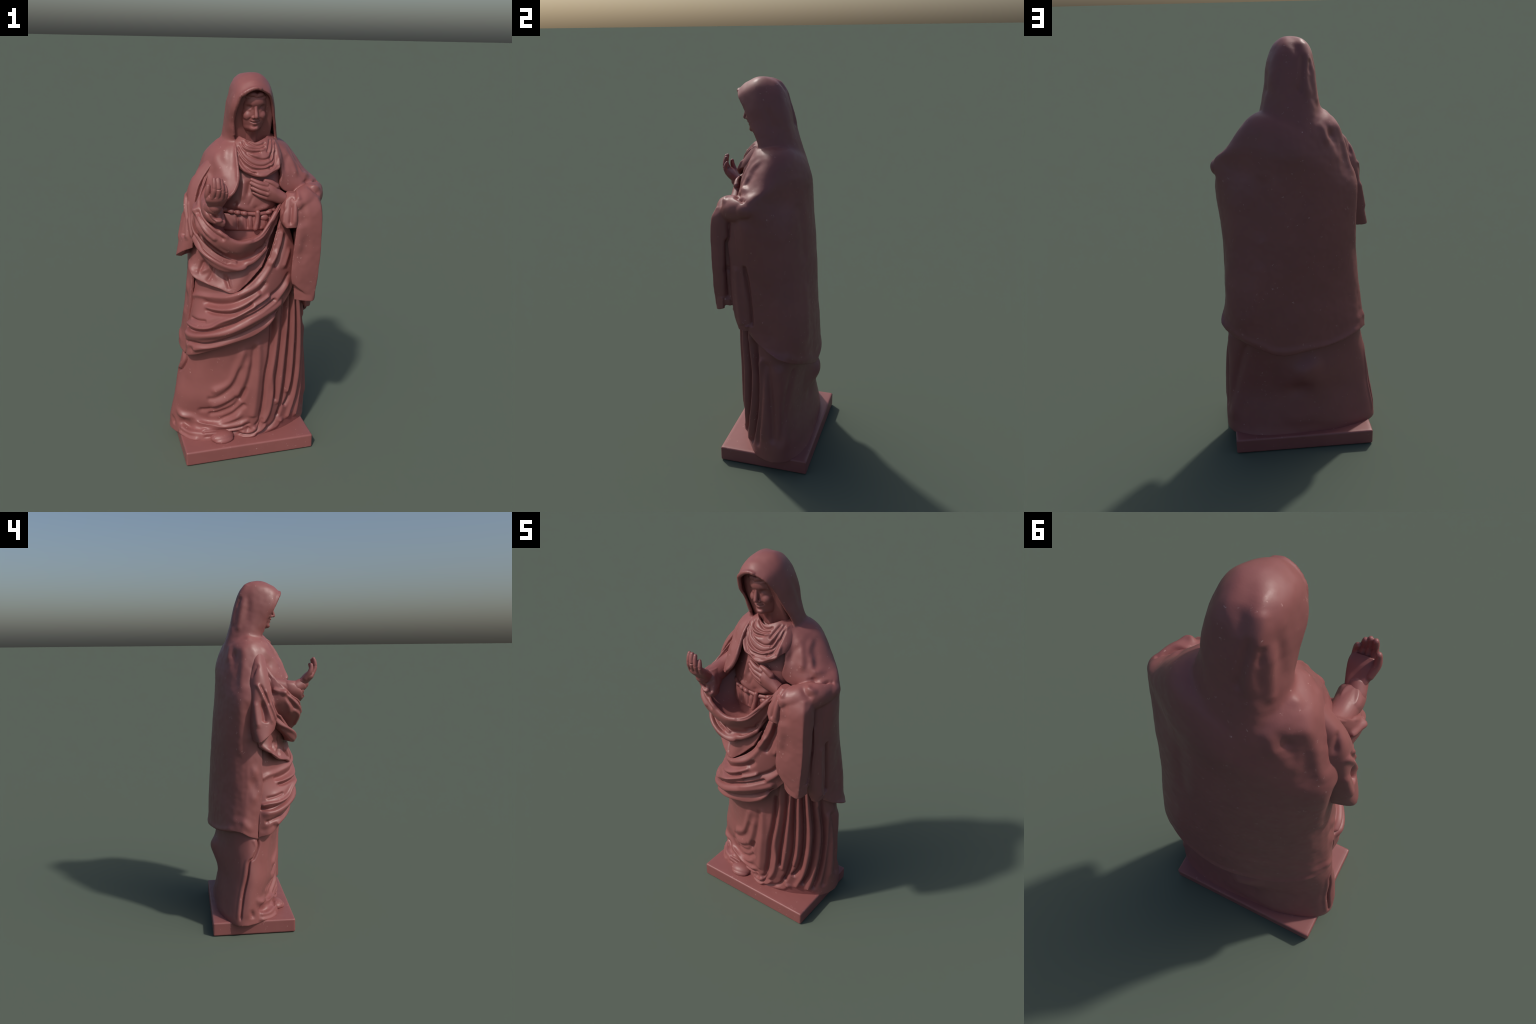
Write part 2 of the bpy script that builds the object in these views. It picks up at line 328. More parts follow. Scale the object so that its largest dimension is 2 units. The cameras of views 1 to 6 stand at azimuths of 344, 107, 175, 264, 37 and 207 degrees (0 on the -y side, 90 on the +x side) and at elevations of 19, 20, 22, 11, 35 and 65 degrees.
# folds begin COWL_FOLDS
COWL_FOLDS = []
crease(COWL_FOLDS, .008, .0055, [(-.017,-.032,1.693),(-.001,-.046,1.682),(.028,-.057,1.666),(.059,-.057,1.670),(.080,-.045,1.681)])
crease(COWL_FOLDS, .008, .0055, [(-.034,-.033,1.689),(-.026,-.058,1.666),(.005,-.069,1.654),(.050,-.070,1.653),(.078,-.062,1.664)])
crease(COWL_FOLDS, .008, .0055, [(-.048,-.035,1.683),(-.035,-.068,1.651),(-.004,-.081,1.638),(.028,-.078,1.637),(.052,-.078,1.641)])
crease(COWL_FOLDS, .008, .0055, [(-.033,-.074,1.643),(-.009,-.088,1.624),(.025,-.094,1.609),(.062,-.097,1.604),(.090,-.090,1.614),(.103,-.073,1.639)])
crease(COWL_FOLDS, .009, .006, [(-.060,-.044,1.666),(-.047,-.079,1.626),(-.018,-.101,1.596),(.021,-.109,1.578),(.065,-.108,1.577),(.108,-.092,1.599),(.124,-.059,1.645)])
crease(COWL_FOLDS, .007, .006, [(-.066,-.056,1.647),(-.045,-.095,1.596),(-.017,-.112,1.571),(.013,-.116,1.561),(.070,-.114,1.564),(.095,-.105,1.581)])
crease(COWL_FOLDS, .009, .006, [(-.066,-.070,1.625),(-.046,-.100,1.582),(-.010,-.119,1.551),(.024,-.122,1.544)])
crease(COWL_FOLDS, .008, .006, [(.108,-.020,1.694),(.091,-.063,1.659),(.077,-.084,1.630)])
crease(COWL_FOLDS, .009, .006, [(.122,-.011,1.692),(.107,-.073,1.636),(.088,-.098,1.598)])
crease(COWL_FOLDS, .009, .006, [(.131,-.025,1.677),(.127,-.072,1.623),(.111,-.100,1.582),(.076,-.116,1.559)])
ridge(COWL_FOLDS, .006, .007, [(-.065,-.050,1.655),(-.046,-.088,1.611),(-.016,-.107,1.584),(.020,-.112,1.569),(.064,-.112,1.570),(.113,-.095,1.591)])
ridge(COWL_FOLDS, .006, .007, [(-.047,-.041,1.677),(-.031,-.063,1.659),(.004,-.075,1.646),(.048,-.074,1.646),(.075,-.070,1.655)])
ridge(COWL_FOLDS, .008, .008, [(-.068,-.076,1.611),(-.046,-.103,1.567),(-.003,-.108,1.539),(.043,-.123,1.532),(.094,-.106,1.541),(.131,-.099,1.569),(.137,-.068,1.622)])
ridge(COWL_FOLDS, .005, .012, [(-.023,-.083,1.632),(.013,-.089,1.620),(.051,-.088,1.622)])
# folds end
def make_neckerchief():
    # bib of soft cloth hanging from the neck, wider than the throat
    rows = [
     [(-.055,.06,1.70),(-.03,.0,1.69),(.0,-.025,1.675),(.028,-.03,1.668),(.055,-.025,1.675),(.09,.0,1.69),(.12,.06,1.70)],
     [(-.075,.04,1.68),(-.058,-.02,1.66),(-.02,-.055,1.64),(.03,-.062,1.625),(.08,-.055,1.64),(.12,-.02,1.66),(.14,.04,1.68)],
     [(-.08,.02,1.64),(-.07,-.045,1.61),(-.03,-.082,1.585),(.035,-.09,1.57),(.095,-.08,1.585),(.14,-.045,1.61),(.155,.02,1.64)],
     [(-.07,.0,1.60),(-.065,-.055,1.575),(-.02,-.098,1.545),(.045,-.106,1.525),(.105,-.098,1.545),(.14,-.06,1.575),(.155,.0,1.60)]]
    v, f = fuse([sheet(rows, .02, 110, 70, 1)], .0025, 3)
    v = fold(v, f, COWL_FOLDS)
    part('neckerchief', v, f, CLAY)
make_neckerchief()

def make_belt():
    solids = []
    # knotted cord of uneven lumps round the waist
    xs = [(-.15,-.045),(-.115,-.083),(-.085,-.1),(-.055,-.108),(-.022,-.112),(.07,-.106),(.105,-.096),(.14,-.065)]
    zs = [1.368,1.362,1.356,1.352,1.346,1.344,1.352,1.362]
    for (x0,y0),(x1,y1),z0,z1 in zip(xs,xs[1:],zs,zs[1:]):
        if abs(x1-x0) > .08: continue
        solids.append(tube([(x0+.002,y0+.006,z0),((x0+x1)/2,(y0+y1)/2-.003,(z0+z1)/2),(x1-.002,y1+.006,z1)], [.009,.0125,.009], m=16))
    solids.append(tube([(-.02,-.106,1.346),(.03,-.11,1.342),(.07,-.102,1.344)], [.010,.010,.010], m=16))
    v, f = fuse(solids, .002, 3); part('belt', v, f, CLAY)
    # flat sash with pleats and a hanging cord end under the cord
    sash = loft([sec(1.262,[(-.16,.0),(-.145,-.06),(-.09,-.098),(.01,-.112),(.10,-.098),(.15,-.055),(.16,.0),(0,.05)]),
                 sec(1.275,[(-.165,.0),(-.15,-.065),(-.09,-.106),(.01,-.120),(.10,-.104),(.155,-.06),(.165,.0),(0,.05)]),
                 sec(1.32,[(-.165,.0),(-.15,-.065),(-.09,-.101),(.01,-.114),(.10,-.100),(.155,-.058),(.165,.0),(0,.05)]),
                 sec(1.345,[(-.16,.0),(-.145,-.06),(-.09,-.095),(.01,-.107),(.10,-.095),(.15,-.055),(.16,.0),(0,.05)])],160,40)
    v, f = fuse([sash], .0025, 2)
    v = fold(v, f, [(-.007,.005,[(x,y,1.34),(x+.002,y-.006,1.31),(x+.003,y-.008,1.265)]) for x,y in ((-.075,-.103),(-.027,-.110),(.003,-.112),(.04,-.11),(.085,-.102))]+
             [(.004,.009,[(x,y,1.335),(x,y-.006,1.27)]) for x,y in ((-.05,-.107),(-.012,-.111),(.062,-.107))])
    part('sash', v, f, CLAY)
    v, f = fuse([tube([(.026,-.117,1.352),(.024,-.120,1.32),(.014,-.124,1.275)], [.012,.0115,.0135], m=20), blob((.062,-.108,1.322),(.022,.012,.016))], .002, 2)
    part('cord_end', v, f, CLAY)
make_belt()

# ------------------------------------------------------------------ head and neck
FACE = []
def make_head():
    # (height, mid-line depth, half width, cheek fullness)
    prof = [(1.726,-.030,.026,.4),(1.735,-.060,.038,.6),(1.748,-.0735,.047,.7),(1.761,-.0735,.0535,.8),(1.775,-.0795,.0585,.9),(1.790,-.083,.0625,1.),(1.805,-.085,.0655,1.),
            (1.822,-.086,.067,1.),(1.838,-.088,.067,.85),(1.850,-.094,.067,.85),(1.862,-.102,.067,1.),(1.880,-.104,.066,1.),(1.900,-.098,.063,1.),(1.918,-.083,.054,1.),(1.932,-.05,.035,1.)]
    rows = []
    for z, y, w, c in prof:
        c0 = .017; rows.append([(c0+u*w, y+d, z) for u, d in ((0,0),(.32,.004),(.62,.016/max(c,.55)**.5),(.86,.036),(1,.068),(.95,.10),(.5,.135),(-.5,.135),(-.95,.10),(-1,.068),(-.86,.036),(-.62,.016/max(c,.55)**.5),(-.32,.004))])
    base = fuse([loft(rows, 120, 110),
         blob((-.013,-.0575,1.809),(.026,.026,.026)), blob((.047,-.0575,1.809),(.026,.026,.026)),       # cheeks
         blob((.0165,-.059,1.749),(.024,.019,.016))], .0022, 40)                                      # chin
    S = [base,
         tube([(.016,-.088,1.864),(.016,-.0915,1.835),(.0165,-.098,1.806)],[.0075,.0082,.0100],m=20),  # nose
         blob((.0055,-.083,1.800),(.0075,.010,.0065)), blob((.0280,-.083,1.800),(.0075,.010,.0065)),        # nostrils
         blob((.0165,-.0945,1.803),(.011,.013,.008))]
    v, f = fuse(S, .0016, 7)
    E = [
     (-.0105,.0095,[(-.038,-0.073,1.845),(-.018,-0.087,1.845),(.001,-0.095,1.846)]),   # eye sockets
     (-.0105,.0095,[(.032,-0.095,1.846),(.052,-0.087,1.845),(.072,-0.073,1.845)]),
     (.0075,.0075,[(-.036,-0.074,1.838),(-.017,-0.086,1.836),(-.001,-0.089,1.837)]),    # lowered lids
     (.0075,.0075,[(.034,-0.089,1.837),(.051,-0.086,1.836),(.070,-0.074,1.838)]),
     (-.0055,.003,[(-.037,-0.073,1.831),(-.017,-0.085,1.828),(.0,-0.088,1.831)]),
     (-.0055,.003,[(.033,-0.088,1.831),(.051,-0.085,1.828),(.071,-0.073,1.831)]),
     (-.003,.006,[(-.004,-0.094,1.842),(-.003,-0.088,1.825)]), (-.003,.006,[(.037,-0.094,1.842),(.036,-0.088,1.825)]),
     (.0035,.0045,[(-.006,-.076,1.783),(.0165,-.083,1.784),(.039,-.076,1.783)]),        # upper lip
     (.0055,.0055,[(-.001,-.076,1.769),(.0165,-.081,1.767),(.034,-.076,1.769)]),           # lower lip
     (-.0060,.0030,[(-.014,-.072,1.783),(.002,-.079,1.777),(.0165,-.082,1.7755),(.031,-.079,1.777),(.047,-.072,1.783)]),  # mouth
     (-.005,.006,[(.000,-.073,1.757),(.0165,-.077,1.757),(.033,-.073,1.757)]),
     (-.0032,.0055,[(-.002,-.088,1.802),(-.011,-.081,1.792),(-.018,-.073,1.779)]),      # smile lines
     (-.0032,.0055,[(.035,-.088,1.802),(.044,-.081,1.792),(.051,-.073,1.779)])]
    v = fold(v, f, E+FACE)
    part('head', v, f, CLAY)
    # wavy front hair under the veil
    S = []
    for i, (x0, x1, z, r) in enumerate([(-.055,-.012,1.893,.013),(-.03,.02,1.903,.012),(.015,.06,1.902,.012),(.04,.085,1.89,.013),(-.06,-.045,1.87,.012),(.075,.088,1.872,.012)]):
        y = lambda x: -.101+13*(x-.016)**2
        S.append(tube([(x0,y(x0)+.006,z-.006),((x0+x1)/2,y((x0+x1)/2)+.002,z+.004),(x1,y(x1)+.006,z-.003)],[r*.8,r,r*.8],m=16))
    v, f = fuse(S, .002, 3)
    part('hair', v, f, CLAY)
    veil = loft([sec(1.66,[(-.07,.03),(-.04,.01),(.02,.0),(.08,.01),(.115,.03),(.09,.11),(.02,.14),(-.05,.11)]),
                 sec(1.74,[(-.082,.0),(-.05,-.022),(.02,-.02),(.09,-.022),(.118,.0),(.10,.10),(.02,.13),(-.06,.10)]),
                 sec(1.83,[(-.088,-.03),(-.062,-.055),(.018,-.045),(.095,-.055),(.112,-.03),(.08,.07),(.02,.085),(-.05,.07)]),
                 sec(1.905,[(-.07,-.05),(-.045,-.082),(.015,-.085),(.07,-.082),(.092,-.05),(.065,.04),(.02,.05),(-.035,.04)]),
                 sec(1.95,[(-.035,-.02),(-.02,-.05),(.012,-.055),(.045,-.05),(.055,-.02),(.04,.01),(.02,.015),(-.015,.01)])],90,70)
    v, f = fuse([veil], .003, 2)
    part('inner_veil', v, f, CLAY)
    v, f = fuse([tube([(.022,.06,1.62),(.02,.035,1.70),(.018,.01,1.77)],[.066,.052,.05])], .003, 2)
    v = fold(v, f, [(-.006,.012,[(.02,-.02,1.73),(.025,-.02,1.70),(.026,-.01,1.67)])])
    part('neck', v, f, CLAY)
make_head()

# ------------------------------------------------------------------ mantle with hood
# folds begin MANTLE_FOLDS
MANTLE_FOLDS = []
ridge(MANTLE_FOLDS, .006, .022, [(-.157,.006,1.642),(-.160,-.036,1.589),(-.138,-.085,1.542),(-.134,-.111,1.505)])
crease(MANTLE_FOLDS, .006, .02, [(-.188,-.018,1.562),(-.184,-.043,1.530),(-.186,-.065,1.491)])
ridge(MANTLE_FOLDS, .006, .02, [(-.203,-.002,1.553),(-.223,-.005,1.505),(-.231,-.013,1.469)])
ridge(MANTLE_FOLDS, .005, .009, [(-.065,-.030,1.676),(-.074,-.084,1.619),(-.076,-.118,1.559),(-.078,-.137,1.508),(-.093,-.149,1.475),(-.115,-.158,1.457),(-.131,-.150,1.446)])
crease(MANTLE_FOLDS, .004, .02, [(-.084,-.028,1.670),(-.097,-.081,1.607),(-.104,-.111,1.540)])
ridge(MANTLE_FOLDS, .006, .008, [(-.069,-.022,1.706),(-.074,-.033,1.744),(-.068,-.106,1.884),(-.052,-.118,1.908),(-.022,-.129,1.929),(.011,-.131,1.937),(.039,-.125,1.928)])
crease(MANTLE_FOLDS, .0035, .022, [(-.065,.061,1.946),(-.092,.064,1.831),(-.104,.073,1.736)])
ridge(MANTLE_FOLDS, .002, .018, [(-.075,.086,1.889),(-.083,.104,1.800),(-.088,.132,1.699)])
crease(MANTLE_FOLDS, .004, .02, [(-.032,.111,1.917),(-.063,.131,1.814),(-.070,.157,1.699)])
ridge(MANTLE_FOLDS, .004, .018, [(-.040,.054,1.982),(-.051,.087,1.941),(-.041,.134,1.843),(-.037,.159,1.743)])
crease(MANTLE_FOLDS, .006, .012, [(-.030,.102,1.937),(-.019,.136,1.844),(-.009,.157,1.756)])
crease(MANTLE_FOLDS, .006, .02, [(.011,.060,1.983),(0,.093,1.955),(.006,.117,1.909)])
ridge(MANTLE_FOLDS, .003, .016, [(-.076,.068,1.908),(-.081,.093,1.852),(-.085,.108,1.774),(-.094,.120,1.703)])
crease(MANTLE_FOLDS, .003, .02, [(-.084,.045,1.902),(-.090,.063,1.850),(-.094,.076,1.785)])
crease(MANTLE_FOLDS, .006, .012, [(-.059,.096,1.914),(-.061,.109,1.884),(-.060,.125,1.841)])
crease(MANTLE_FOLDS, .004, .02, [(.119,.027,1.900),(.131,.066,1.811),(.137,.087,1.752)])
crease(MANTLE_FOLDS, .004, .028, [(-.159,.136,1.610),(-.198,.136,1.516),(-.222,.142,1.423)])
ridge(MANTLE_FOLDS, .008, .025, [(-.161,.100,1.647),(-.206,.099,1.560),(-.233,.116,1.454),(-.266,.120,1.375)])
crease(MANTLE_FOLDS, .01, .022, [(-.274,.070,1.400),(-.250,.048,1.473),(-.223,.018,1.534)])
crease(MANTLE_FOLDS, .004, .02, [(-.107,.154,1.648),(-.159,.153,1.572),(-.185,.159,1.484)])
crease(MANTLE_FOLDS, .005, .022, [(-.134,.151,1.625),(-.152,.160,1.568),(-.158,.168,1.530)])
ridge(MANTLE_FOLDS, .005, .02, [(-.087,.161,1.654),(-.117,.176,1.592),(-.135,.185,1.528)])
ridge(MANTLE_FOLDS, .006, .02, [(-.110,.094,1.692),(-.132,.067,1.677),(-.160,.077,1.658)])
crease(MANTLE_FOLDS, .006, .03, [(-.145,.144,1.621),(-.157,.149,1.587),(-.161,.157,1.557)])
ridge(MANTLE_FOLDS, .006, .03, [(-.293,.087,.941),(-.287,.026,.935)])
ridge(MANTLE_FOLDS, .007, .03, [(-.307,.098,.799),(-.299,.029,.791)])
crease(MANTLE_FOLDS, .006, .03, [(-.299,.096,.874),(-.292,.028,.867)])
crease(MANTLE_FOLDS, .006, .03, [(-.269,.143,1.075),(-.283,.139,.934),(-.295,.150,.760),(-.305,.160,.654)])
ridge(MANTLE_FOLDS, .006, .02, [(-.313,.137,.686),(-.329,.109,.643),(-.322,.064,.600)])
crease(MANTLE_FOLDS, .006, .03, [(-.282,.103,1.351),(-.283,.079,1.237),(-.278,.060,1.121)])
crease(MANTLE_FOLDS, .005, .016, [(.149,-.005,1.674),(.177,-.043,1.598),(.188,-.067,1.511)])
ridge(MANTLE_FOLDS, .008, .018, [(.188,-.003,1.645),(.223,-.029,1.572),(.244,-.057,1.496)])
ridge(MANTLE_FOLDS, .008, .016, [(.246,0,1.581),(.266,-.015,1.539),(.281,-.037,1.499)])
crease(MANTLE_FOLDS, .003, .02, [(.265,.043,1.590),(.278,.004,1.542),(.291,-.030,1.499)])
crease(MANTLE_FOLDS, .012, .01, [(.284,-.046,1.485),(.336,-.041,1.479),(.369,.008,1.473)])
ridge(MANTLE_FOLDS, .01, .014, [(.290,-.091,1.470),(.322,-.106,1.460),(.359,-.085,1.449)])
crease(MANTLE_FOLDS, .01, .014, [(.272,-.097,1.467),(.315,-.127,1.446),(.349,-.113,1.424)])
crease(MANTLE_FOLDS, .004, .016, [(.162,-.074,1.525),(.191,-.041,1.586),(.213,.011,1.632)])
crease(MANTLE_FOLDS, .003, .018, [(.279,.004,1.543),(.254,.030,1.596),(.236,.078,1.642)])
ridge(MANTLE_FOLDS, .004, .016, [(.255,-.024,1.542),(.236,.005,1.598),(.231,.050,1.637)])
crease(MANTLE_FOLDS, .009, .01, [(.262,-.060,1.473),(.356,-.016,1.477),(.378,.013,1.465)])
ridge(MANTLE_FOLDS, .01, .018, [(.275,-.045,1.494),(.296,-.017,1.507),(.335,.015,1.499)])
ridge(MANTLE_FOLDS, .006, .012, [(.235,-.068,1.462),(.216,-.149,1.440),(.216,-.178,1.412)])
crease(MANTLE_FOLDS, .008, .01, [(.212,-.071,1.454),(.200,-.140,1.438),(.197,-.176,1.409)])
crease(MANTLE_FOLDS, .006, .02, [(.239,-.175,1.410),(.241,-.186,1.350),(.250,-.191,1.280)])
ridge(MANTLE_FOLDS, .006, .025, [(.221,-.186,1.316),(.218,-.188,1.246),(.217,-.188,1.138)])
crease(MANTLE_FOLDS, .006, .03, [(.254,-.191,1.262),(.247,-.190,1.173),(.237,-.189,1.082)])
crease(MANTLE_FOLDS, .022, .013, [(.338,-.093,1.283),(.341,-.096,1.202),(.343,-.099,1.133),(.342,-.102,1.085)])
crease(MANTLE_FOLDS, .022, .013, [(.343,-.098,1.138),(.338,-.101,1.042),(.330,-.106,.943)])
crease(MANTLE_FOLDS, .018, .01, [(.363,-.006,1.154),(.360,.008,1.062),(.359,.020,.941),(.359,.026,.822)])
ridge(MANTLE_FOLDS, .008, .016, [(.356,-.047,1.148),(.356,-.044,1.041),(.356,-.034,.896),(.357,-.021,.823)])
crease(MANTLE_FOLDS, .005, .03, [(.358,.111,1.094),(.364,.124,.919),(.373,.146,.740)])
ridge(MANTLE_FOLDS, .005, .03, [(.197,.261,1.047),(.223,.275,.874),(.250,.283,.697)])
crease(MANTLE_FOLDS, .006, .03, [(.163,.222,1.443),(.178,.240,1.281),(.186,.256,1.111)])
ridge(MANTLE_FOLDS, .006, .018, [(.377,.179,.700),(.312,.252,.651),(.218,.289,.614),(.130,.301,.574),(-.017,.297,.581),(-.111,.272,.576),(-.194,.244,.587),(-.303,.172,.616)])
# folds end
def make_mantle():
    cloak = [
     [(-.062,-.018,1.69),(-.085,.03,1.70),(-.088,.08,1.70),(-.065,.12,1.70),(-.03,.14,1.70),(.01,.145,1.70),(.05,.14,1.70),(.085,.12,1.70),(.12,.085,1.70),(.14,.035,1.695),(.133,-.022,1.685)],
     [(-.072,-.078,1.63),(-.125,-.035,1.645),(-.178,.06,1.645),(-.14,.14,1.635),(-.07,.185,1.625),(.01,.206,1.62),(.09,.20,1.635),(.175,.165,1.655),(.223,.095,1.656),(.20,.01,1.645),(.152,-.052,1.62)],
     [(-.076,-.135,1.53),(-.15,-.07,1.548),(-.222,.03,1.545),(-.205,.12,1.53),(-.12,.195,1.525),(0,.24,1.52),(.12,.228,1.535),(.235,.168,1.555),(.32,.08,1.53),(.26,-.025,1.535),(.158,-.075,1.53)],
     [(-.125,-.158,1.443),(-.185,-.088,1.45),(-.252,.02,1.45),(-.245,.11,1.43),(-.14,.205,1.43),(0,.247,1.42),(.14,.232,1.43),(.262,.16,1.445),(.385,.04,1.455),(.30,-.05,1.455),(.165,-.078,1.45)],
     [(-.20,-.09,1.38),(-.245,-.04,1.36),(-.282,.04,1.34),(-.272,.135,1.32),(-.15,.213,1.32),(0,.252,1.32),(.15,.243,1.32),(.284,.184,1.32),(.366,.085,1.33),(.383,-.0,1.36),(.35,-.05,1.36)],
     sec(1.1,[(-.265,.0),(-.275,.04),(-.28,.093),(-.263,.148),(-.153,.225),(0,.272),(.15,.266),(.287,.215),(.352,.128),(.364,.04),(.355,-.03)]),
     sec(.85,[(-.29,.01),(-.30,.06),(-.30,.107),(-.274,.16),(-.153,.235),(0,.283),(.16,.287),(.292,.256),(.359,.18),(.364,.06),(.35,-.01)]),
     sec(.72,[(-.302,.025),(-.315,.07),(-.314,.12),(-.278,.175),(-.16,.245),(0,.295),(.17,.294),(.30,.265),(.37,.18),(.368,.06,.76),(.35,0,.82)]),
     [(-.315,.043,.558),(-.332,.09,.575),(-.33,.14,.6),(-.265,.207,.6),(-.15,.262,.58),(0,.30,.565),(.12,.302,.552),(.26,.275,.605),(.388,.19,.675),(.374,.08,.73),(.35,.01,.78)]]
    hood = [
     [(-.066,-.018,1.675),(-.080,-.045,1.765),(-.086,-.088,1.835),(-.068,-.112,1.895),(-.035,-.128,1.922),(.004,-.134,1.936),(.045,-.125,1.926),(.082,-.108,1.902),(.106,-.074,1.85),(.128,-.038,1.78),(.146,.0,1.71),(.162,.014,1.655)],
     [(-.085,-.005,1.675),(-.096,-.03,1.765),(-.099,-.06,1.855),(-.076,-.073,1.93),(-.038,-.083,1.962),(.006,-.087,1.973),(.052,-.083,1.960),(.092,-.068,1.93),(.118,-.045,1.865),(.137,-.01,1.78),(.158,.025,1.70),(.173,.042,1.658)],
     [(-.112,.03,1.66),(-.104,.02,1.765),(-.097,.0,1.86),(-.078,-.008,1.945),(-.042,-.014,1.984),(.008,-.02,1.999),(.06,-.014,1.990),(.100,-.008,1.95),(.126,.0,1.88),(.140,.03,1.78),(.158,.06,1.70),(.172,.08,1.662)],
     [(-.128,.06,1.64),(-.101,.06,1.765),(-.09,.055,1.86),(-.072,.052,1.938),(-.038,.050,1.985),(.002,.05,1.988),(.050,.05,1.982),(.092,.05,1.94),(.122,.055,1.87),(.139,.06,1.77),(.156,.085,1.69),(.17,.1,1.65)],
     [(-.122,.105,1.63),(-.091,.1,1.755),(-.078,.1,1.85),(-.055,.1,1.915),(-.03,.098,1.945),(.005,.098,1.948),(.042,.1,1.94),(.078,.1,1.912),(.108,.1,1.855),(.128,.1,1.765),(.145,.115,1.69),(.16,.13,1.64)],
     [(-.095,.155,1.62),(-.078,.14,1.72),(-.065,.137,1.79),(-.045,.135,1.835),(-.02,.134,1.852),(.008,.134,1.858),(.035,.134,1.852),(.062,.135,1.835),(.088,.137,1.79),(.104,.142,1.72),(.122,.155,1.66),(.13,.17,1.62)],
     [(-.08,.192,1.585),(-.066,.178,1.65),(-.052,.168,1.70),(-.036,.162,1.735),(-.014,.158,1.752),(.008,.156,1.758),(.03,.158,1.752),(.05,.162,1.735),(.07,.168,1.70),(.086,.178,1.65),(.10,.19,1.61),(.108,.198,1.585)],
     [(-.05,.222,1.54),(-.043,.213,1.575),(-.034,.206,1.60),(-.022,.201,1.62),(-.008,.197,1.633),(.008,.195,1.638),(.024,.197,1.633),(.038,.201,1.62),(.052,.206,1.60),(.062,.213,1.575),(.072,.22,1.55),(.08,.224,1.54)]]
    # cloth over the bent left arm, and the folds falling from it
    arm = [tube([(.25,.06,1.5),(.325,.03,1.435),(.318,-.05,1.415),(.265,-.105,1.402),(.215,-.132,1.39)],[.055,.06,.064,.062,.052]),
           blob((.362,.01,1.425),(.041,.05,.042))]
    # flat hanging slab with firm edges and a slanting hem, a second layer showing below it
    slab = lambda l, r, z0, z1, d: [(l, -d, z0), (l+.006, -d-.010, z0-.003), ((l+r)/2-.02, -d-.015, z0*.6+z1*.4), (r-.014, -d-.006, z1), (r-.003, -d+.004, z1), (r+.006, -d+.045, z1+.012), (r-.012, -d+.085, z1+.016), ((l+r)/2-.03, -d+.09, z0)]
    panel = loft([slab(.200,.322,.985,.902,.166), slab(.195,.326,1.0,.925,.169), slab(.190,.336,1.05,1.02,.174), slab(.193,.343,1.12,1.12,.174), slab(.206,.345,1.25,1.25,.176),
                  slab(.212,.343,1.36,1.36,.170), slab(.226,.330,1.42,1.42,.145)], 200, 120)
    lower = sheet([[(.215,-.140,1.0),(.26,-.160,.98),(.31,-.155,.96),(.328,-.12,.96)], [(.224,-.136,.892),(.265,-.158,.889),(.305,-.158,.884),(.328,-.12,.90)]], .016, 50, 30)
    second = loft([
      sec(.80,[(.315,-.045),(.335,-.05),(.352,-.035),(.358,-.005),(.345,.02),(.32,.01)]),
      sec(.90,[(.30,-.075),(.335,-.075),(.352,-.05),(.358,-.005),(.345,.02),(.31,.0)]),
      sec(1.1,[(.295,-.085),(.342,-.082),(.355,-.05),(.360,-.005),(.345,.02),(.31,.0)]),
      sec(1.3,[(.295,-.085),(.345,-.075),(.360,-.04),(.362,-.005),(.345,.02),(.31,.0)]),
      sec(1.42,[(.295,-.075),(.335,-.065),(.355,-.03),(.355,-.005),(.335,.015),(.30,.0)])], 60, 80)
    v, f = fuse([sheet(cloak, .016, 260, 260), sheet(hood, .012, 220, 160), panel, lower, second]+arm, .0033, 4)
    # veil flows into the cloak at the nape and over the right shoulder
    g = lambda x, a, b: np.clip((x-a)/(b-a), 0, 1)
    back = g(v[:, 2], 1.54, 1.60)*g(v[:, 2], 1.76, 1.70)*np.maximum(g(v[:, 1], .08, .13), g(v[:, 0], -.04, -.07)*g(v[:, 1], -.03, .0))*.9
    v = soften(v, f, back, 60)
    elbow = g(v[:, 2], 1.28, 1.33)*g(v[:, 0], .24, .28)*g(v[:, 2], 1.5, 1.46)
    v = soften(v, f, elbow, 14)
    v = fold(v, f, MANTLE_FOLDS)
    v = rough(rough(v, f, .0022, 11, 3), f, .0009, 34, 7)
    # the veil over the head is its own part; the border vertices coincide and the shading runs on
    N = normals(v, f); mid = np.array([v[list(q)].mean(0) for q in f])
    up = (mid[:, 2] > 1.668) & (np.hypot(mid[:, 0]-.02, mid[:, 1]-.05) < .19)
    for name, m in (('hood', up), ('mantle', ~up)):
        g = [f[i] for i in np.where(m)[0]]; used = np.unique(np.concatenate([np.array(q) for q in g])); new = np.zeros(len(v), int); new[used] = np.arange(len(used))
        ob = part(name, v[used], [tuple(int(new[i]) for i in q) for q in g], CLAY)
        ob.data.normals_split_custom_set_from_vertices(N[used].tolist())
make_mantle()

# ------------------------------------------------------------------ left cuff and hand
def hand(fingers, palm, voxel=.0016):
    S = list(palm)
    for P, R in fingers: S.append(tube(P, R, n=20, m=24))
    return fuse(S, voxel, 8)

